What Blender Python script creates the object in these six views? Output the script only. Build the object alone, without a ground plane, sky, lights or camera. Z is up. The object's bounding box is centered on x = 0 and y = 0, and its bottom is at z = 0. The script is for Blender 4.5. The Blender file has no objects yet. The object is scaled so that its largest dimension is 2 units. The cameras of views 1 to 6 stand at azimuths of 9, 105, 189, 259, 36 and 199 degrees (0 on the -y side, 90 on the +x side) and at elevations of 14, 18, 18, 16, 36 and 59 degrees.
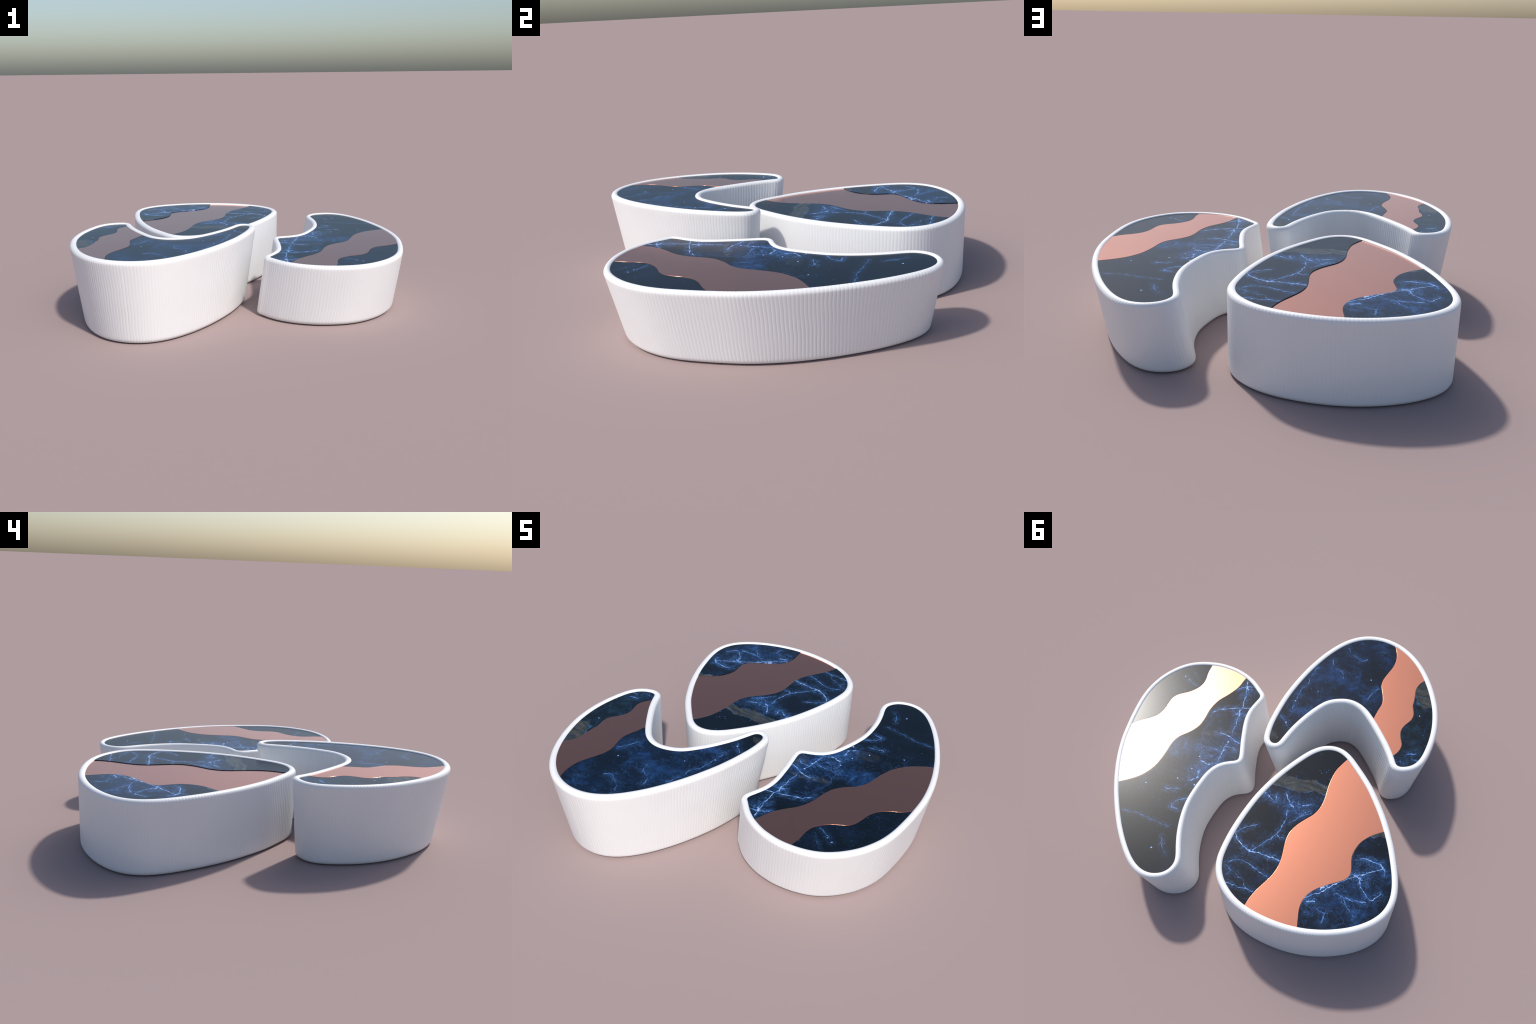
"""Three low upholstered tables with rolled white rims, nested together.
Each table: a ribbed white base lofted from its plan outline, and a top
inlaid with blue marble panels and a wavy copper band."""
import bpy, math
import numpy as np
from mathutils import Vector

FOOT_REACH = 0.037   # the foot plan is measured from this offset of the inlay
RIB = 0.0168         # pitch of the upholstery ribs
RIB_DEPTH = 0.0009
FOOT = 0.0235         # rounding at the foot

# ------------------------------------------------------------------ plan data
# plan outline of the inlaid top (metres), copper band edges, foot placement
TABLES = [
    dict(kind="egg", label="egg-shaped low table, white ribbed side, blue marble and copper top",
         centre=(-0.40, 0.43), plate=0.3735, rim=0.036, marble=0.0008, copper=-0.0022,
         copper_edge=0.0008, foot_scale=(0.990, 0.991), foot_shear=0.0, foot_shift=(0.0, 0.0), corners=[], seams=[], relax=0.016,
         outline=[(-0.322, -0.118), (-0.366, -0.123), (-0.406, -0.112), (-0.447, -0.085), (-0.498, -0.036), (-0.551, 0.018),
                  (-0.600, 0.073), (-0.646, 0.136), (-0.693, 0.207), (-0.735, 0.280), (-0.770, 0.352), (-0.796, 0.411), (-0.832, 0.510),
                  (-0.852, 0.577), (-0.862, 0.635), (-0.863, 0.675), (-0.857, 0.716), (-0.838, 0.764), (-0.804, 0.809), (-0.761, 0.847),
                  (-0.709, 0.881), (-0.656, 0.907), (-0.593, 0.931), (-0.537, 0.946), (-0.479, 0.957), (-0.406, 0.963), (-0.348, 0.962),
                  (-0.293, 0.957), (-0.236, 0.948), (-0.182, 0.935), (-0.125, 0.914), (-0.074, 0.886), (-0.026, 0.847),
                  (0.009, 0.805), (0.030, 0.763), (0.042, 0.716), (0.044, 0.674), (0.039, 0.605), (0.029, 0.533), (0.013, 0.455),
                  (-0.006, 0.382), (-0.029, 0.308), (-0.056, 0.240), (-0.086, 0.176), (-0.119, 0.115), (-0.156, 0.055),
                  (-0.195, -0.002), (-0.237, -0.057), (-0.279, -0.096)],
         bands=[[(-0.442, -0.087), (-0.425, -0.055), (-0.399, 0.003), (-0.387, 0.076), (-0.384, 0.134), (-0.385, 0.196), (-0.376, 0.259),
                 (-0.352, 0.311), (-0.316, 0.354), (-0.283, 0.396), (-0.257, 0.448), (-0.248, 0.499), (-0.250, 0.541),
                 (-0.256, 0.613), (-0.253, 0.666), (-0.239, 0.716), (-0.213, 0.769), (-0.184, 0.822), (-0.163, 0.872), (-0.151, 0.916)],
                [(-0.748, 0.309), (-0.711, 0.334), (-0.675, 0.366), (-0.643, 0.407), (-0.624, 0.455), (-0.618, 0.493), (-0.623, 0.531),
                 (-0.633, 0.572), (-0.633, 0.611), (-0.612, 0.642), (-0.573, 0.669), (-0.524, 0.702), (-0.476, 0.740), (-0.443, 0.784),
                 (-0.429, 0.830), (-0.429, 0.873), (-0.436, 0.913), (-0.445, 0.961)]]),
    dict(kind="crescent", label="notched crescent low table, white ribbed side, marble and copper top",
         centre=(0.53, 0.14), plate=0.3335, rim=0.0305, marble=-0.0002, copper=0.0003,
         copper_edge=0.0008, foot_scale=(0.985, 0.922), foot_shear=0.0157, foot_shift=(-0.0505, 0.002), relax=0.011,
         corners=[(0.192, -0.406), (0.177, 0.062)], seams=[(0.165, -0.420), (0.285, 0.845)],
         outline=[(0.192, -0.406), (0.220, -0.440), (0.257, -0.476), (0.297, -0.505), (0.330, -0.523), (0.369, -0.539),
                  (0.414, -0.552), (0.490, -0.561), (0.556, -0.556), (0.625, -0.540), (0.692, -0.509), (0.751, -0.460), (0.802, -0.396),
                  (0.836, -0.331), (0.860, -0.261), (0.873, -0.183), (0.877, -0.103), (0.877, -0.015), (0.872, 0.086), (0.863, 0.156),
                  (0.849, 0.225), (0.831, 0.292), (0.808, 0.362), (0.773, 0.450), (0.742, 0.516), (0.708, 0.582), (0.668, 0.652),
                  (0.624, 0.718), (0.581, 0.774), (0.540, 0.819), (0.498, 0.854), (0.453, 0.876), (0.411, 0.882), (0.377, 0.876),
                  (0.343, 0.860), (0.318, 0.834), (0.304, 0.801), (0.303, 0.773), (0.312, 0.738), (0.333, 0.680), (0.353, 0.612),
                  (0.367, 0.538), (0.374, 0.465), (0.372, 0.397), (0.361, 0.326), (0.346, 0.262), (0.331, 0.210), (0.311, 0.168), (0.284, 0.133),
                  (0.250, 0.107), (0.216, 0.090), (0.188, 0.078), (0.177, 0.062), (0.179, 0.035), (0.191, -0.014), (0.204, -0.067), (0.215, -0.122),
                  (0.226, -0.183), (0.230, -0.242), (0.225, -0.292), (0.211, -0.342)],
         bands=[[(0.320, -0.517), (0.341, -0.439), (0.379, -0.372), (0.427, -0.306), (0.455, -0.231), (0.464, -0.157), (0.479, -0.095), (0.516, -0.040),
                 (0.568, 0.012), (0.593, 0.066), (0.603, 0.131), (0.616, 0.196), (0.639, 0.260), (0.683, 0.323), (0.739, 0.369), (0.793, 0.401)],
                [(0.558, -0.555), (0.563, -0.498), (0.560, -0.429), (0.577, -0.375), (0.622, -0.324), (0.683, -0.283), (0.709, -0.249), (0.719, -0.206),
                 (0.727, -0.153), (0.750, -0.103), (0.786, -0.068), (0.838, -0.034), (0.872, -0.001)]]),
    dict(kind="hook", label="hooked comma-shaped low table, white ribbed side, marble and copper top",
         centre=(-0.41, -0.50), plate=0.430, rim=0.035, marble=-0.0002, copper=0.0003,
         copper_edge=0.0008, foot_scale=(0.878, 0.881), foot_shear=0.0, foot_shift=(-0.0027, 0.0014), relax=0.011,
         corners=[(-0.722, -0.098)], seams=[(-0.430, -0.999), (-0.349, -0.430), (-0.690, -0.080)],
         outline=[(-0.013, -0.041), (0.007, -0.047), (0.020, -0.066), (0.026, -0.101), (0.027, -0.163), (0.021, -0.231), (0.010, -0.307), (-0.006, -0.388),
                  (-0.029, -0.470), (-0.056, -0.551), (-0.090, -0.636), (-0.130, -0.718), (-0.160, -0.770), (-0.196, -0.823), (-0.234, -0.869), (-0.274, -0.906),
                  (-0.321, -0.936), (-0.372, -0.955), (-0.429, -0.962), (-0.479, -0.958), (-0.534, -0.943), (-0.587, -0.917), (-0.643, -0.876),
                  (-0.698, -0.820), (-0.747, -0.752), (-0.790, -0.675), (-0.821, -0.604), (-0.844, -0.537), (-0.859, -0.470), (-0.868, -0.399),
                  (-0.869, -0.330), (-0.863, -0.259), (-0.851, -0.192), (-0.831, -0.142), (-0.802, -0.111), (-0.769, -0.094), (-0.742, -0.089),
                  (-0.722, -0.100), (-0.697, -0.146), (-0.657, -0.210), (-0.611, -0.272), (-0.563, -0.332), (-0.523, -0.378), (-0.478, -0.422), (-0.434, -0.450),
                  (-0.389, -0.465), (-0.346, -0.467), (-0.301, -0.457), (-0.255, -0.437), (-0.215, -0.406), (-0.177, -0.358), (-0.140, -0.300), (-0.104, -0.233),
                  (-0.075, -0.168), (-0.052, -0.102), (-0.039, -0.062), (-0.030, -0.047)],
         bands=[[(-0.759, -0.726), (-0.738, -0.694), (-0.726, -0.652), (-0.728, -0.607), (-0.732, -0.567), (-0.731, -0.525), (-0.742, -0.488), (-0.749, -0.456),
                 (-0.742, -0.419), (-0.716, -0.377), (-0.702, -0.339), (-0.703, -0.300), (-0.717, -0.262), (-0.725, -0.235), (-0.723, -0.202), (-0.710, -0.171), (-0.694, -0.150)],
                [(-0.536, -0.942), (-0.555, -0.891), (-0.562, -0.842), (-0.556, -0.784), (-0.535, -0.721), (-0.519, -0.668), (-0.519, -0.619),
                 (-0.534, -0.575), (-0.548, -0.532), (-0.552, -0.492), (-0.543, -0.450), (-0.536, -0.417), (-0.528, -0.371)]]),
]

# main veins of the stone: (points relative to the table centre), half width, strength
VEINS = dict(
    egg=[
        ([(0.426, 0.106), (0.414, 0.146), (0.365, 0.175), (0.311, 0.194), (0.242, 0.191), (0.184, 0.197)], 0.006, 0.9),
        ([(0.329, 0.192), (0.288, 0.197)], 0.012, 0.7),
        ([(0.311, 0.194), (0.280, 0.154), (0.238, 0.094), (0.206, 0.053), (0.190, -0.008), (0.195, -0.100)], 0.005, 0.6),
        ([(0.426, 0.106), (0.391, 0.071), (0.336, 0.033)], 0.005, 0.5),
        ([(0.206, 0.053), (0.187, 0.074), (0.172, 0.072)], 0.005, 0.65),
        ([(0.348, -0.173), (0.278, -0.137), (0.274, -0.169)], 0.010, 0.8),
        ([(0.229, -0.197), (0.194, -0.141), (0.167, -0.124)], 0.007, 0.7),
        ([(0.194, -0.141), (0.174, -0.162), (0.126, -0.151), (0.078, -0.170)], 0.011, 0.6),
        ([(0.158, -0.111), (0.116, -0.088), (0.079, -0.129)], 0.005, 0.45),
        ([(0.168, -0.024), (0.108, -0.091), (0.059, -0.120)], 0.004, 0.4),
        ([(0.415, 0.296), (0.390, 0.270), (0.351, 0.256), (0.275, 0.276), (0.234, 0.298), (0.187, 0.312)], 0.0045, 0.5),
        ([(0.420, 0.307), (0.384, 0.324), (0.393, 0.350)], 0.006, 0.5),
        ([(0.393, 0.400), (0.365, 0.405), (0.292, 0.408), (0.228, 0.409)], 0.005, 0.55),
        ([(0.190, 0.193), (0.150, 0.209)], 0.006, 0.7),
        ([(0.354, 0.338), (0.301, 0.368), (0.269, 0.412)], 0.004, 0.35),
        ([(-0.035, 0.371), (-0.110, 0.314), (-0.175, 0.245), (-0.269, 0.175), (-0.316, 0.145), (-0.392, 0.095)], 0.005, 0.9),
        ([(-0.101, 0.294), (-0.136, 0.270)], 0.013, 0.95),
        ([(-0.252, 0.173), (-0.299, 0.195)], 0.014, 0.8),
        ([(-0.287, 0.194), (-0.314, 0.240), (-0.347, 0.274), (-0.371, 0.289), (-0.416, 0.237)], 0.006, 0.7),
        ([(-0.189, 0.299), (-0.234, 0.312), (-0.294, 0.308), (-0.355, 0.307)], 0.005, 0.6),
        ([(-0.231, 0.318), (-0.251, 0.347), (-0.277, 0.369), (-0.309, 0.403)], 0.005, 0.45),
        ([(-0.260, 0.069), (-0.319, 0.071), (-0.374, 0.073), (-0.402, 0.102), (-0.414, 0.139)], 0.008, 0.65),
        ([(-0.046, 0.379), (-0.093, 0.372)], 0.009, 0.8),
        ([(-0.107, 0.407), (-0.156, 0.422), (-0.162, 0.472)], 0.008, 0.35)],
    crescent=[
        ([(-0.230, -0.638), (-0.241, -0.591), (-0.251, -0.550), (-0.252, -0.505), (-0.261, -0.437), (-0.252, -0.405), (-0.258, -0.359), (-0.260, -0.249)], 0.006, 0.7),
        ([(-0.242, -0.594), (-0.255, -0.576)], 0.014, 0.95),
        ([(-0.253, -0.529), (-0.258, -0.515)], 0.012, 0.9),
        ([(-0.194, -0.565), (-0.239, -0.596), (-0.286, -0.607)], 0.006, 0.75),
        ([(-0.121, -0.382), (-0.210, -0.413), (-0.263, -0.432), (-0.314, -0.444)], 0.006, 0.7),
        ([(-0.236, -0.379), (-0.298, -0.400)], 0.005, 0.6),
        ([(-0.095, -0.356), (-0.124, -0.374)], 0.007, 0.45),
        ([(-0.187, -0.221), (-0.254, -0.212), (-0.294, -0.195), (-0.327, -0.182)], 0.008, 0.7),
        ([(-0.253, -0.143), (-0.252, -0.098), (-0.248, -0.069), (-0.242, -0.023)], 0.006, 0.6),
        ([(-0.258, -0.173), (-0.253, -0.143), (-0.298, -0.140), (-0.329, -0.118)], 0.005, 0.6),
        ([(-0.162, -0.100), (-0.242, -0.106)], 0.005, 0.45),
        ([(-0.146, 0.000), (-0.200, 0.006), (-0.250, -0.014)], 0.012, 0.65),
        ([(-0.159, 0.062), (-0.164, 0.114), (-0.137, 0.133)], 0.016, 0.65),
        ([(-0.014, 0.226), (-0.084, 0.210)], 0.006, 0.5),
        ([(-0.157, 0.255), (-0.096, 0.291), (-0.085, 0.335), (-0.127, 0.333)], 0.006, 0.5),
        ([(0.177, 0.427), (0.098, 0.424), (0.012, 0.430), (-0.079, 0.448), (-0.120, 0.448)], 0.004, 0.28),
        ([(-0.107, 0.519), (-0.127, 0.576), (-0.165, 0.613)], 0.005, 0.35),
        ([(0.162, -0.566), (0.103, -0.532), (0.069, -0.511)], 0.005, 0.28),
        ([(0.138, -0.640), (0.062, -0.560)], 0.004, 0.18)],
    hook=[
        ([(0.301, -0.151), (0.321, -0.083), (0.324, -0.008), (0.353, 0.043), (0.358, 0.128), (0.362, 0.194)], 0.006, 0.35),
        ([(0.419, 0.257), (0.376, 0.290), (0.345, 0.332)], 0.006, 0.35),
        ([(0.225, -0.235), (0.204, -0.191), (0.146, -0.158), (0.129, -0.107)], 0.007, 0.3),
        ([(0.156, -0.350), (0.134, -0.318), (0.055, -0.276), (0.020, -0.293)], 0.007, 0.3),
        ([(-0.045, 0.019), (-0.061, -0.033), (-0.094, -0.096)], 0.007, 0.35),
        ([(-0.319, 0.377), (-0.367, 0.395)], 0.010, 0.4),
        ([(-0.357, 0.323), (-0.406, 0.304)], 0.009, 0.4),
        ([(-0.388, 0.346), (-0.423, 0.347)], 0.009, 0.35)])
# bright mineral specks: centre, radius
SPECKS = dict(
    egg=[((0.02, -0.36), 0.004), ((0.05, -0.40), 0.005), ((0.075, -0.385), 0.004)],
    crescent=[((-0.076, 0.600), 0.008), ((-0.166, 0.159), 0.008), ((-0.056, 0.145), 0.006), ((0.110, 0.224), 0.006),
              ((-0.258, -0.173), 0.009), ((-0.252, -0.110), 0.008), ((-0.247, -0.082), 0.007), ((0.162, -0.566), 0.006),
              ((0.131, -0.553), 0.005), ((-0.113, 0.062), 0.006), ((-0.128, -0.030), 0.006)],
    hook=[((0.371, 0.297), 0.008), ((0.362, 0.132), 0.007), ((-0.039, -0.145), 0.006), ((-0.374, 0.037), 0.006), ((0.25, 0.03), 0.005)])
# soft zones: what, centre, half sizes, turn (radians), strength
ZONES = dict(
    egg=[("brown", (0.165, -0.280), (0.22, 0.042), 0.05, 1.0), ("brown", (-0.345, -0.095), (0.06, 0.022), 0.2, 1.0),
         ("dark", (0.10, -0.44), (0.34, 0.125), 0.05, 1.0), ("dark", (0.29, -0.03), (0.15, 0.10), 0.3, 0.9), ("dark", (0.34, 0.30), (0.10, 0.05), 0.2, 0.7), ("dark", (-0.22, 0.45), (0.12, 0.05), 0.0, 0.6), ("dark", (-0.34, 0.0), (0.08, 0.06), 0.2, 0.9),
         ("blue", (0.16, -0.15), (0.20, 0.09), 0.1, 0.7), ("blue", (-0.16, 0.34), (0.22, 0.17), -0.6, 0.8), ("blue", (-0.33, 0.17), (0.15, 0.14), 0.0, 0.6)],
    crescent=[("blue", (-0.20, -0.05), (0.17, 0.16), 0.2, 1.0), ("blue", (-0.21, -0.30), (0.16, 0.12), 0.3, 0.5), ("blue", (0.035, -0.06), (0.10, 0.09), 0.4, 0.7),
              ("brown", (-0.20, -0.215), (0.12, 0.018), 0.25, 0.5), ("brown", (-0.32, -0.12), (0.04, 0.05), 0.0, 0.5), ("brown", (-0.08, 0.12), (0.09, 0.05), 0.3, 0.2),
              ("dark", (0.05, 0.52), (0.36, 0.32), 0.4, 0.95), ("dark", (-0.13, -0.48), (0.10, 0.08), 0.3, 0.7), ("dark", (0.24, -0.45), (0.28, 0.32), 0.0, 0.65)],
    hook=[("blue", (0.12, 0.0), (0.30, 0.24), 0.4, 0.7), ("blue", (0.03, -0.30), (0.16, 0.16), 0.0, 0.85), ("blue", (0.32, 0.15), (0.12, 0.25), 0.3, 0.7),
          ("dark", (-0.05, -0.20), (0.08, 0.14), 0.3, 0.8), ("dark", (0.414, 0.42), (0.06, 0.07), 0.0, 0.9), ("brown", (0.417, 0.395), (0.03, 0.025), 0.0, 0.6),
          ("brown", (-0.385, -0.13), (0.065, 0.095), 0.15, 1.0), ("teal", (-0.39, 0.15), (0.12, 0.36), 0.1, 1.0)])


# ------------------------------------------------------------------ 2d helpers
def catmull(p, closed, step=0.002):
    p = np.array(p, float)
    n = len(p)
    if closed:
        q = np.vstack([p[-1], p, p[0], p[1]])
        spans = n
    else:
        q = np.vstack([2 * p[0] - p[1], p, 2 * p[-1] - p[-2]])
        spans = n - 1
    t = np.linspace(0, 1, 24, endpoint=False)[:, None]
    out = []
    for i in range(spans):
        a, b, c, d = q[i], q[i + 1], q[i + 2], q[i + 3]
        out.append(.5 * (2 * b + (c - a) * t + (2 * a - 5 * b + 4 * c - d) * t ** 2 + (3 * b - a - 3 * c + d) * t ** 3))
    out.append(p[:1] if closed else p[-1:])
    return even(np.vstack(out), step, closed)


def even(q, step, closed, count=None):
    """points at equal arc length; a closed input repeats its first point at the end"""
    s = np.r_[0, np.cumsum(np.linalg.norm(np.diff(q, axis=0), axis=1))]
    n = count or max(8, int(round(s[-1] / step)))
    u = np.linspace(0, s[-1], n, endpoint=not closed)
    return np.c_[np.interp(u, s, q[:, 0]), np.interp(u, s, q[:, 1])]


def blur(q, sigma_steps, closed):
    k = int(4 * sigma_steps) + 1
    x = np.arange(-k, k + 1)
    w = np.exp(-.5 * (x / sigma_steps) ** 2)
    w /= w.sum()
    if closed:
        return sum(wi * np.roll(q, -xi, 0) for wi, xi in zip(w, x))
    head = 2 * q[0] - q[k:0:-1]
    tail = 2 * q[-1] - q[-2:-k - 2:-1]
    e = np.vstack([head, q, tail])
    return np.c_[np.convolve(e[:, 0], w, "valid"), np.convolve(e[:, 1], w, "valid")]


def normals2(p):
    t = np.roll(p, -1, 0) - np.roll(p, 1, 0)
    t /= np.linalg.norm(t, axis=1, keepdims=True) + 1e-12
    return np.c_[t[:, 1], -t[:, 0]]          # outward for counter-clockwise loops


def ccw(p):
    a = np.sum(p[:, 0] * np.roll(p[:, 1], -1) - p[:, 1] * np.roll(p[:, 0], -1))
    return p if a > 0 else p[::-1].copy()


def smooth_outline(spec):
    step = 0.002
    q = ccw(catmull(spec["outline"], True, step))
    soft, crisp = blur(q, spec["relax"] / step, True), blur(q, 0.004 / step, True)
    w = np.zeros(len(q))
    for c in spec["corners"]:
        w = np.maximum(w, np.exp(-(np.linalg.norm(q - np.array(c), axis=1) / 0.035) ** 2))
    q = soft + (crisp - soft) * w[:, None]
    return even(np.vstack([q, q[:1]]), step, True)


# ------------------------------------------------------------------ mesh helpers
def mesh_object(name, verts, faces, mat, parent, smooth=True):
    me = bpy.data.meshes.new(name)
    me.from_pydata([tuple(v) for v in verts], [], faces)
    me.materials.append(mat)
    me.polygons.foreach_set("use_smooth", [smooth] * len(me.polygons))
    me.update()
    ob = bpy.data.objects.new(name, me)
    bpy.context.scene.collection.objects.link(ob)
    ob.parent = parent
    return ob


def loft(rings):
    """closed rings (each n x 3), from the foot upwards -> verts, quads"""
    n = len(rings[0])
    verts = np.vstack(rings)
    faces = []
    for r in range(len(rings) - 1):
        a, b = r * n, (r + 1) * n
        faces += [(a + i, a + (i + 1) % n, b + (i + 1) % n, b + i) for i in range(n)]
    return verts, faces


# ------------------------------------------------------------------ table base
def build_base(spec, outline, mat, parent):
    c = np.array(spec["centre"])
    RIM = spec["rim"]
    height = spec["plate"] + 0.0065
    # columns: about 9 per rib, walked along the outer edge
    outer_fine = outline + RIM * normals2(outline)
    seg = np.linalg.norm(np.roll(outer_fine, -1, 0) - outer_fine, axis=1)
    arc = np.r_[0, np.cumsum(seg)]
    ribs = int(round(arc[-1] / RIB))
    cols = ribs * 9
    u = np.linspace(0, arc[-1], cols, endpoint=False)

    def pick(p):
        e = np.vstack([p, p[:1]])
        return np.c_[np.interp(u, arc, e[:, 0]), np.interp(u, arc, e[:, 1])]
    inner = pick(outline)
    nrm = pick(normals2(outline))
    nrm /= np.linalg.norm(nrm, axis=1, keepdims=True)
    outer = inner + RIM * nrm
    cen = outer_fine.mean(0)
    sx, sy = spec["foot_scale"]
    d = inner + FOOT_REACH * nrm - cen
    foot = cen + np.c_[d[:, 0] * sx, d[:, 0] * spec["foot_shear"] + d[:, 1] * sy] + np.array(spec["foot_shift"])
    phase0 = u / arc[-1] * ribs
    seam = np.zeros(cols)
    for s in spec["seams"]:
        k = int(np.argmin(np.linalg.norm(outer - np.array(s), axis=1)))
        gap = np.abs((np.arange(cols) - k + cols // 2) % cols - cols // 2) / 9 * RIB
        seam = np.maximum(seam, np.exp(-(gap / 0.0022) ** 2))

    def rib(z, amount):
        """pillowed upholstery rib, slightly wandering, deeper on one flank"""
        a = u * 9.0
        wander = 0.09 * np.sin(a * 0.61 + 17 * z) + 0.05 * np.sin(a * 1.9 - 37 * z + 1.3) + 0.03 * np.sin(a * 4.7 + 61 * z + 0.4)
        f = (phase0 + wander) % 1.0
        lean = f ** 0.80
        pillow = 1 - np.abs(2 * lean - 1) ** 2.6
        swell = 0.85 + 0.15 * np.sin(a * 1.7 + 19 * z)
        return amount * (RIB_DEPTH * (pillow - 0.75) * swell - 0.0008 * seam)

    rings = []

    def ring(xy, z, n, amount):
        p = xy + n * rib(z, amount)[:, None]
        rings.append(np.c_[p - c, np.full(cols, z)])

    # foot rounding, then straight sloping wall
    shoulder = height - 0.019
    wall = lambda z: foot + (outer - foot) * min(1.0, z / shoulder)
    for a in np.linspace(0, math.pi / 2, 7):
        z = FOOT * (1 - math.cos(a))
        ring(wall(z) - nrm * FOOT * (1 - math.sin(a)), z, nrm, 0.25 + 0.75 * math.sin(a))
    for z in np.linspace(FOOT, shoulder, 34)[1:-1]:
        ring(wall(z), z, nrm, 1.0)
    # rolled rim: outer quarter ellipse over the crest, inner quarter down to the inlay
    wo, wi, hi = RIM * 0.55, RIM * 0.45, 0.009
    for a in np.linspace(0, math.pi / 2, 12):
        ring(outer - nrm * wo * (1 - math.cos(a)), shoulder + 0.019 * math.sin(a), nrm * math.cos(a), 1.0 - 0.45 * a / (math.pi / 2))
        if a > 0:   # lift the rib relief with the turning surface
            rings[-1][:, 2] += rib(height, 0.6) * math.sin(a)
    for a in np.linspace(0, math.pi / 2, 9)[1:]:
        ring(inner + nrm * wi * (1 - math.sin(a)), height - hi * (1 - math.cos(a)), nrm, 0.0)
        rings[-1][:, 2] += rib(height, 0.6) * math.cos(a) ** 2
    ring(inner, height - 0.026, nrm, 0.0)
    verts, faces = loft(rings)
    n = len(verts)
    faces.append(tuple(range(cols - 1, -1, -1)))
    faces.append(tuple(range(n - cols, n)))
    return mesh_object("ribbed_base", verts, faces, mat, parent)


# ------------------------------------------------------------------ inlaid panels
def crossing(line, loop):
    """first crossing of an open line with a closed loop -> (line index, loop index, point)"""
    nxt = np.roll(loop, -1, 0)
    for i in range(len(line) - 1):
        p, r = line[i], line[i + 1] - line[i]
        s = nxt - loop
        den = r[0] * s[:, 1] - r[1] * s[:, 0]
        den = np.where(np.abs(den) < 1e-15, 1e-15, den)
        w = loop - p
        t = (w[:, 0] * s[:, 1] - w[:, 1] * s[:, 0]) / den
        v = (w[:, 0] * r[1] - w[:, 1] * r[0]) / den
        ok = np.where((t >= 0) & (t < 1) & (v >= 0) & (v < 1))[0]
        if len(ok):
            return i, int(ok[0]), p + r * t[ok[0]]
    return None


def cut_line(band, loop):
    """band edge, smoothed, run out until it meets the loop at both ends"""
    q = blur(catmull(band, False, 0.002), 4, False)
    a, b = q[0] - q[6], q[-1] - q[-7]
    a, b = a / np.linalg.norm(a), b / np.linalg.norm(b)
    run = np.arange(1, 40)[:, None] * 0.002
    q = np.vstack([(q[0] + a * run)[::-1], q, q[-1] + b * run])
    mid = len(q) // 2
    i1, l1, p1 = crossing(q[mid:], loop)
    i0, l0, p0 = crossing(q[:mid + 1][::-1], loop)
    return np.vstack([p0, q[mid - i0:mid + i1 + 1], p1]), l0, l1


def arc_between(loop, a, b):
    n = len(loop)
    k = (b - a) % n
    return loop[[(a + 1 + j) % n for j in range(k)]]


def slab(name, poly, top, c, mat, parent, edge=0.002, gap=0.0003):
    """panel of the given plan with a softly rounded top edge"""
    poly = ccw(even(np.vstack([poly, poly[:1]]), 0.003, True))
    n = normals2(blur(poly, 1.2, True))
    # the rounding dies out towards sharp plan corners (hidden under the roll)
    t = normals2(poly)
    sharp = poly[np.sum(np.roll(t, -2, 0) * np.roll(t, 2, 0), axis=1) < 0.8]
    fade = np.ones(len(poly))
    for q in sharp:
        fade = np.minimum(fade, np.clip(np.linalg.norm(poly - q, axis=1) / 0.03, 0, 1))
    n = n * fade[:, None]
    rings = []
    prof = [(gap, -0.016), (gap, -edge)]
    for a in np.linspace(0, math.pi / 2, 7)[1:]:
        prof.append((gap + edge * (1 - math.cos(a)), -edge * (1 - math.sin(a))))
    prof.append((gap + edge + 0.0012, 0.0))
    for inset, dz in prof:
        rings.append(np.c_[poly - n * inset - c, np.full(len(poly), top + dz)])
    verts, faces = loft(rings)
    m = len(poly)
    faces.append(tuple(range(m - 1, -1, -1)))
    faces.append(tuple(range(len(verts) - m, len(verts))))
    return mesh_object(name, verts, faces, mat, parent)


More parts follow.
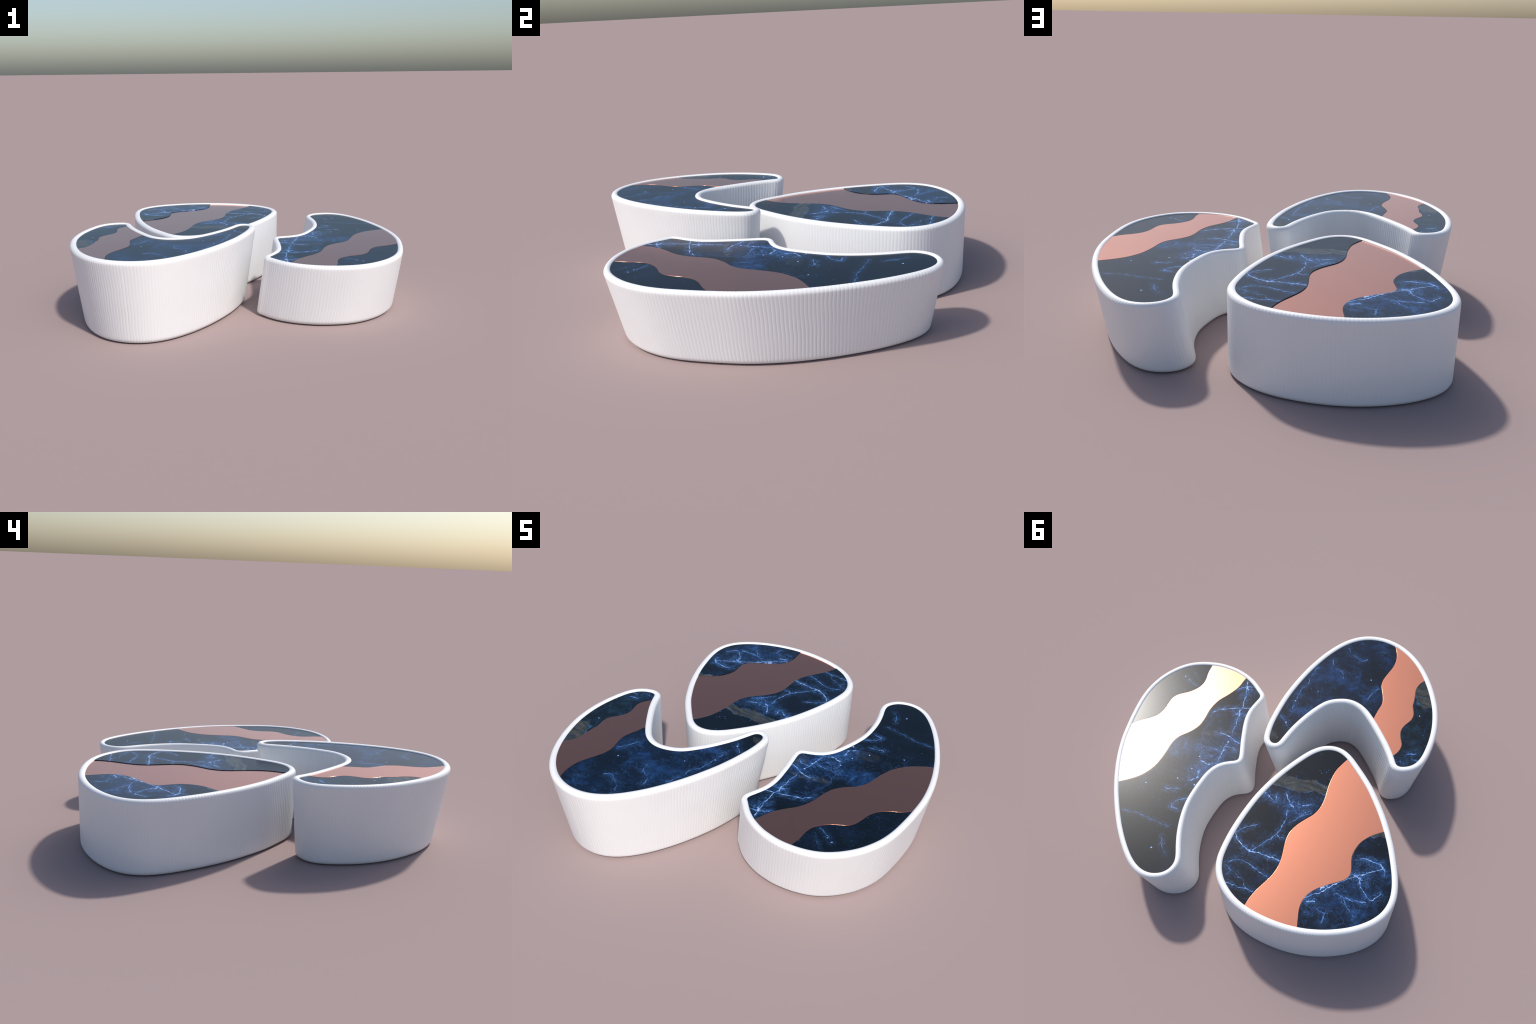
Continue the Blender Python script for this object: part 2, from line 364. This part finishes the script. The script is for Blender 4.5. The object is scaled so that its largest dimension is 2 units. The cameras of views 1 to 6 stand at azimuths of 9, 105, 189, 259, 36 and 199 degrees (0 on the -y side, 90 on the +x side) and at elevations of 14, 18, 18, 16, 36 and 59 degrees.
def build_top(spec, outline, stone, copper, parent):
    c = np.array(spec["centre"])
    loop = outline + 0.009 * normals2(outline)     # panels tuck under the roll
    zs, zc = spec["plate"] + spec["marble"], spec["plate"] + spec["copper"]
    ca, a0, a1 = cut_line(spec["bands"][0], loop)
    cb, b0, b1 = cut_line(spec["bands"][1], loop)
    other_mid = cb[len(cb) // 2]

    def side(line, s, e, far):
        """the part of the loop cut off by the line on the side away from 'far'"""
        one = np.vstack([line, arc_between(loop, e, s)])
        two = np.vstack([line[::-1], arc_between(loop, s, e)])
        inside = lambda p: winding(p, far)
        return two if inside(one) else one

    def winding(poly, pt):
        x, y = poly[:, 0], poly[:, 1]
        x2, y2 = np.roll(x, -1), np.roll(y, -1)
        hit = ((y > pt[1]) != (y2 > pt[1])) & (pt[0] < (x2 - x) * (pt[1] - y) / np.where(y2 == y, 1e-12, y2 - y) + x)
        return hit.sum() % 2 == 1

    pa = side(ca, a0, a1, other_mid)
    pb = side(cb, b0, b1, ca[len(ca) // 2])
    # copper band between the two cuts
    def band():
        for la, sa, ea in ((ca, a0, a1), (ca[::-1], a1, a0)):
            for lb, sb, eb in ((cb, b0, b1), (cb[::-1], b1, b0)):
                arc1, arc2 = arc_between(loop, ea, sb), arc_between(loop, eb, sa)
                if len(arc1) + len(arc2) < 0.75 * len(loop):
                    span = (sb - ea) % len(loop)
                    if all((k - ea) % len(loop) >= span or (k - ea) % len(loop) == 0 for k in (sa, eb)) :
                        return np.vstack([la, arc1, lb, arc2])
    slab("marble_panel", pa, zs, c, stone, parent)
    slab("marble_panel", pb, zs, c, stone, parent)
    slab("copper_band", band(), zc, c, copper, parent, edge=spec["copper_edge"])


# ------------------------------------------------------------------ materials
class Nodes:
    def __init__(self, name):
        self.mat = bpy.data.materials.new(name)
        self.mat.use_nodes = True
        self.t = self.mat.node_tree
        self.bsdf = self.t.nodes["Principled BSDF"]

    def new(self, kind, **props):
        n = self.t.nodes.new(kind)
        for k, v in props.items():
            setattr(n, k, v)
        return n

    def put(self, sock, v):
        if isinstance(v, bpy.types.NodeSocket):
            self.t.links.new(v, sock)
        elif isinstance(v, (tuple, list)) and sock.type == "RGBA" and len(v) == 3:
            sock.default_value = (*v, 1)
        else:
            sock.default_value = v

    def math(self, op, a, b=None, c=None, clamp=False):
        n = self.new("ShaderNodeMath", operation=op, use_clamp=clamp)
        for s, v in zip(n.inputs, (a, b, c)):
            if v is not None:
                self.put(s, v)
        return n.outputs[0]

    def vec(self, op, a, b=None, scale=None):
        n = self.new("ShaderNodeVectorMath", operation=op)
        self.put(n.inputs[0], a)
        if b is not None:
            self.put(n.inputs[1], b)
        if scale is not None:
            self.put(n.inputs["Scale"], scale)
        return n.outputs["Value"] if op in ("DOT_PRODUCT", "LENGTH", "DISTANCE") else n.outputs["Vector"]

    def chain(self, v, after):
        """v unchanged, but evaluated only once 'after' is known"""
        n = self.new("ShaderNodeVectorMath", operation="MULTIPLY_ADD")
        self.put(n.inputs[0], after)
        n.inputs[1].default_value = (1e-7, 1e-7, 1e-7)
        self.put(n.inputs[2], v)
        return n.outputs[0]

    def ramp(self, v, lo, hi, to_lo=0.0, to_hi=1.0, smooth=True):
        n = self.new("ShaderNodeMapRange", interpolation_type="SMOOTHSTEP" if smooth else "LINEAR")
        for s, x in zip(n.inputs, (v, lo, hi, to_lo, to_hi)):
            self.put(s, x)
        return n.outputs[0]

    def noise(self, p, scale, detail=4.0, rough=0.55, distort=0.0, colour=False):
        n = self.new("ShaderNodeTexNoise")
        self.put(n.inputs["Vector"], p)
        for k, v in (("Scale", scale), ("Detail", detail), ("Roughness", rough), ("Distortion", distort)):
            n.inputs[k].default_value = v
        return n.outputs["Color"] if colour else n.outputs["Fac"]

    def mix(self, f, a, b, blend="MIX"):
        n = self.new("ShaderNodeMix", data_type="RGBA", blend_type=blend)
        self.put(n.inputs["Factor"], f)
        self.put(n.inputs[6], a)
        self.put(n.inputs[7], b)
        return n.outputs[2]


def white_upholstery():
    m = Nodes("white_upholstery")
    p = m.new("ShaderNodeTexCoord").outputs["Object"]
    tone = m.ramp(m.noise(p, 3.0, 3), 0.3, 0.7)
    m.put(m.bsdf.inputs["Base Color"], m.mix(tone, (0.80, 0.80, 0.80), (0.83, 0.83, 0.83)))
    m.put(m.bsdf.inputs["Roughness"], 0.42)
    bump = m.new("ShaderNodeBump")
    bump.inputs["Strength"].default_value = 0.06
    bump.inputs["Distance"].default_value = 0.002
    m.put(bump.inputs["Height"], m.noise(p, 160, 3))
    m.put(m.bsdf.inputs["Normal"], bump.outputs[0])
    return m.mat


def brushed_copper():
    m = Nodes("satin_copper")
    p = m.new("ShaderNodeTexCoord").outputs["Object"]
    tone = m.noise(p, 2.5, 2)
    m.put(m.bsdf.inputs["Base Color"], m.mix(tone, (0.71, 0.295, 0.19), (0.735, 0.31, 0.20)))
    m.put(m.bsdf.inputs["Metallic"], 1.0)
    m.put(m.bsdf.inputs["Roughness"], 0.2)
    return m.mat


def blue_marble(kind, seed):
    m = Nodes("blue_marble_" + kind)
    p = m.new("ShaderNodeTexCoord").outputs["Object"]
    flat = m.vec("MULTIPLY", p, (1, 1, 0))
    q = m.vec("ADD", flat, (seed * 3.1, seed * 1.7, seed * 0.9))

    def warped(base, scale, amount, detail=3):
        w = m.vec("SUBTRACT", m.noise(q, scale, detail, colour=True), (0.5, 0.5, 0.5))
        w = m.vec("MULTIPLY", w, (1, 1, 0))
        return m.vec("ADD", base, m.vec("SCALE", w, scale=amount))

    wide = warped(q, 5, 0.16, 4)
    near = warped(warped(flat, 22, 0.034, 4), 85, 0.0065, 3)
    edge = warped(flat, 9, 0.11, 5)

    def zone(centre, half, turn):
        """soft elliptical patch with a ragged border, 1 inside"""
        d = m.vec("SUBTRACT", edge, (*centre, 0))
        ca, sa = math.cos(turn), math.sin(turn)
        x = m.math("MULTIPLY", m.vec("DOT_PRODUCT", d, (ca, sa, 0)), 1 / half[0])
        y = m.math("MULTIPLY", m.vec("DOT_PRODUCT", d, (-sa, ca, 0)), 1 / half[1])
        r = m.math("ADD", m.math("MULTIPLY", x, x), m.math("MULTIPLY", y, y))
        return r

    masks = dict(blue=0.0, dark=0.0, brown=0.0, teal=0.0)
    selvage = 0.0
    for what, centre, half, turn, strength in ZONES[kind]:
        r = zone(centre, half, turn)
        soft = (1.15, 0.85) if what == "brown" else (1.6, 0.2)
        if what == "brown" and strength == 1.0:
            selvage = m.math("MAXIMUM", m.ramp(m.math("ABSOLUTE", m.math("SUBTRACT", r, 1.05)), 0.22, 0.0), selvage)
        masks[what] = m.math("MAXIMUM", m.ramp(r, soft[0], soft[1], 0.0, strength), masks[what])

    # drifting blue clouds over a near-black navy ground
    cloud = m.ramp(m.noise(wide, 5.0, 8, 0.62, 0.6), 0.46, 0.70)
    fine = m.ramp(m.noise(wide, 22, 6, 0.65, 1.0), 0.42, 0.78)
    level = m.math("ADD", m.math("MULTIPLY", cloud, 0.22), m.math("MULTIPLY", masks["blue"], m.math("MULTIPLY_ADD", cloud, 0.60, 0.20)))
    level = m.math("MULTIPLY", level, m.math("MULTIPLY_ADD", fine, 0.9, 0.45))
    level = m.math("MULTIPLY", level, m.math("SUBTRACT", 1.0, m.math("MULTIPLY", masks["dark"], 0.85)), clamp=True)
    col = m.mix(level, (0.0035, 0.0075, 0.0135), (0.015, 0.066, 0.215))
    col = m.mix(m.math("MULTIPLY", masks["teal"], 0.75), col, m.mix(fine, (0.0045, 0.010, 0.014), (0.014, 0.045, 0.075)))

    # brown mineral bands
    streak = m.noise(m.vec("MULTIPLY", wide, (9, 42, 1)), 1.0, 5, 0.6)
    brown = m.mix(m.ramp(streak, 0.35, 0.65), (0.024, 0.034, 0.038), (0.080, 0.078, 0.066))
    col = m.mix(m.math("MULTIPLY", masks["brown"], m.ramp(fine, -0.3, 0.6, 0.55, 0.95)), col, brown)

    if not isinstance(selvage, float):
        col = m.mix(m.math("MULTIPLY", selvage, m.ramp(m.noise(q, 14, 4), 0.40, 0.62, 0.0, 0.55)), col, (0.060, 0.16, 0.33))

    # hairline network: ridged noise and cracked cells
    ridge_n = m.noise(wide, 9, 5, 0.6, 0.8)
    ridge = m.ramp(m.math("ABSOLUTE", m.math("SUBTRACT", ridge_n, 0.5)), 0.016, 0.0)
    vor = m.new("ShaderNodeTexVoronoi", feature="DISTANCE_TO_EDGE")
    m.put(vor.inputs["Vector"], warped(q, 14, 0.09, 4))
    vor.inputs["Scale"].default_value = 11
    crack = m.ramp(vor.outputs["Distance"], 0.035, 0.0)
    patchy = m.ramp(m.noise(q, 6.5, 4, 0.6), 0.45, 0.68)
    busy = m.math("MULTIPLY_ADD", masks["blue"], 0.55, 0.35)
    web = m.math("MULTIPLY", m.math("MAXIMUM", m.math("MULTIPLY", crack, patchy), m.math("MULTIPLY", ridge, 0.55)), busy)
    web = m.math("MULTIPLY", web, m.math("SUBTRACT", 1.0, m.math("MULTIPLY", masks["dark"], 0.8)))
    col = m.mix(m.math("MULTIPLY", web, 0.35 if kind == "hook" else 0.6), col, (0.040, 0.13, 0.36))

    # mineral specks
    sp = m.new("ShaderNodeTexVoronoi", feature="F1")
    m.put(sp.inputs["Vector"], q)
    sp.inputs["Scale"].default_value = 42
    keep = m.ramp(m.vec("DOT_PRODUCT", sp.outputs["Color"], (1, 0, 0)), 0.86, 0.9, smooth=False)
    dot = m.math("MULTIPLY", m.ramp(sp.outputs["Distance"], 0.16, 0.04), keep)
    col = m.mix(m.math("MULTIPLY", dot, 0.55), col, (0.10, 0.24, 0.50))

    # named veins and specks
    glow, halo = None, 0.0
    # short tangled threads that fill the bright patches
    ridge2 = m.math("ABSOLUTE", m.math("SUBTRACT", m.noise(warped(q, 40, 0.03, 3), 48, 5, 0.62, 1.0), 0.5))
    threads = m.ramp(ridge2, 0.10, 0.0, 0.12, 1.1)
    thick = m.ramp(m.noise(q, 30, 4, 0.7), 0.30, 0.72, 0.12, 1.15)
    for pts, width, strength in VEINS[kind]:
        for a, b in zip(pts[:-1], pts[1:]):
            a, b = np.array([*a, 0.0]), np.array([*b, 0.0])
            d = b - a
            start = near if glow is None else m.chain(near, glow)
            pa = m.vec("SUBTRACT", start, tuple(a))
            h = m.math("MULTIPLY", m.vec("DOT_PRODUCT", pa, tuple(d / max(d @ d, 1e-9))), 1.0, clamp=True)
            dist = m.vec("DISTANCE", pa, m.vec("SCALE", tuple(d), scale=h))
            core = m.ramp(dist, m.math("MULTIPLY", thick, width), 0.0, 0.0, strength)
            if width > 0.009:
                core = m.math("MULTIPLY", core, threads)
            glow = core if glow is None else m.math("MAXIMUM", core, glow)
            halo = m.math("MAXIMUM", m.ramp(dist, 0.012 + width * 4.5, 0.0, 0.0, strength), halo)
    feather = m.ramp(m.noise(warped(q, 30, 0.05, 4), 34, 6, 0.7, 1.2), 0.45, 0.72)
    col = m.mix(m.math("MULTIPLY", halo, m.math("MULTIPLY_ADD", feather, 0.60, 0.08)), col, (0.030, 0.105, 0.31))
    col = m.mix(m.math("MULTIPLY", halo, m.math("MULTIPLY", m.ramp(ridge2, 0.055, 0.0), m.math("MULTIPLY_ADD", feather, 0.8, 0.2))), col, (0.12, 0.29, 0.62))
    # mottled threads through the blue clouds
    tangle = m.math("MULTIPLY", m.ramp(ridge2, 0.040, 0.0), m.ramp(m.noise(q, 11, 4, 0.65), 0.46, 0.66))
    tangle = m.math("MULTIPLY", tangle, m.math("MULTIPLY_ADD", masks["blue"], 0.75, 0.10))
    tangle = m.math("MULTIPLY", tangle, m.math("SUBTRACT", 1.0, m.math("MULTIPLY", masks["dark"], 0.9)))
    col = m.mix(m.math("MULTIPLY", tangle, 0.35 if kind == "hook" else 0.8), col, (0.075, 0.20, 0.50))
    broken = m.ramp(m.noise(q, 24, 5, 0.65), 0.32, 0.60, 0.35, 1.0)
    glow = m.math("MULTIPLY", glow, broken)
    speckle = warped(flat, 90, 0.010, 3)
    for centre, radius in SPECKS[kind]:
        dist = m.vec("DISTANCE", speckle, (*centre, 0))
        glow = m.math("MAXIMUM", m.ramp(dist, radius * 0.95, radius * 0.2, 0.0, 0.3 if kind == "egg" else 0.7), glow)
    cr = m.new("ShaderNodeValToRGB")
    cr.color_ramp.elements[0].position, cr.color_ramp.elements[0].color = 0.0, (0.020, 0.075, 0.23, 1)
    cr.color_ramp.elements[1].position, cr.color_ramp.elements[1].color = 1.0, (0.66, 0.77, 0.92, 1)
    e = cr.color_ramp.elements.new(0.36)
    e.color = (0.090, 0.23, 0.56, 1)
    m.put(cr.inputs[0], glow)
    col = m.mix(m.ramp(glow, 0.0, 0.35), col, cr.outputs[0])
    m.put(m.bsdf.inputs["Base Color"], col)
    m.put(m.bsdf.inputs["Roughness"], 0.235)
    m.put(m.bsdf.inputs["Specular IOR Level"], 0.19)
    return m.mat


# ------------------------------------------------------------------ assemble
white, copper = white_upholstery(), brushed_copper()
for i, spec in enumerate(TABLES):
    table = bpy.data.objects.new("coffee_table", None)
    table.empty_display_size = 0.1
    table.location = (*spec["centre"], 0)
    table["label"] = spec["label"]
    table["category"] = "coffee table"
    bpy.context.scene.collection.objects.link(table)
    outline = smooth_outline(spec)
    build_base(spec, outline, white, table)
    build_top(spec, outline, blue_marble(spec["kind"], i + 1.0), copper, table)
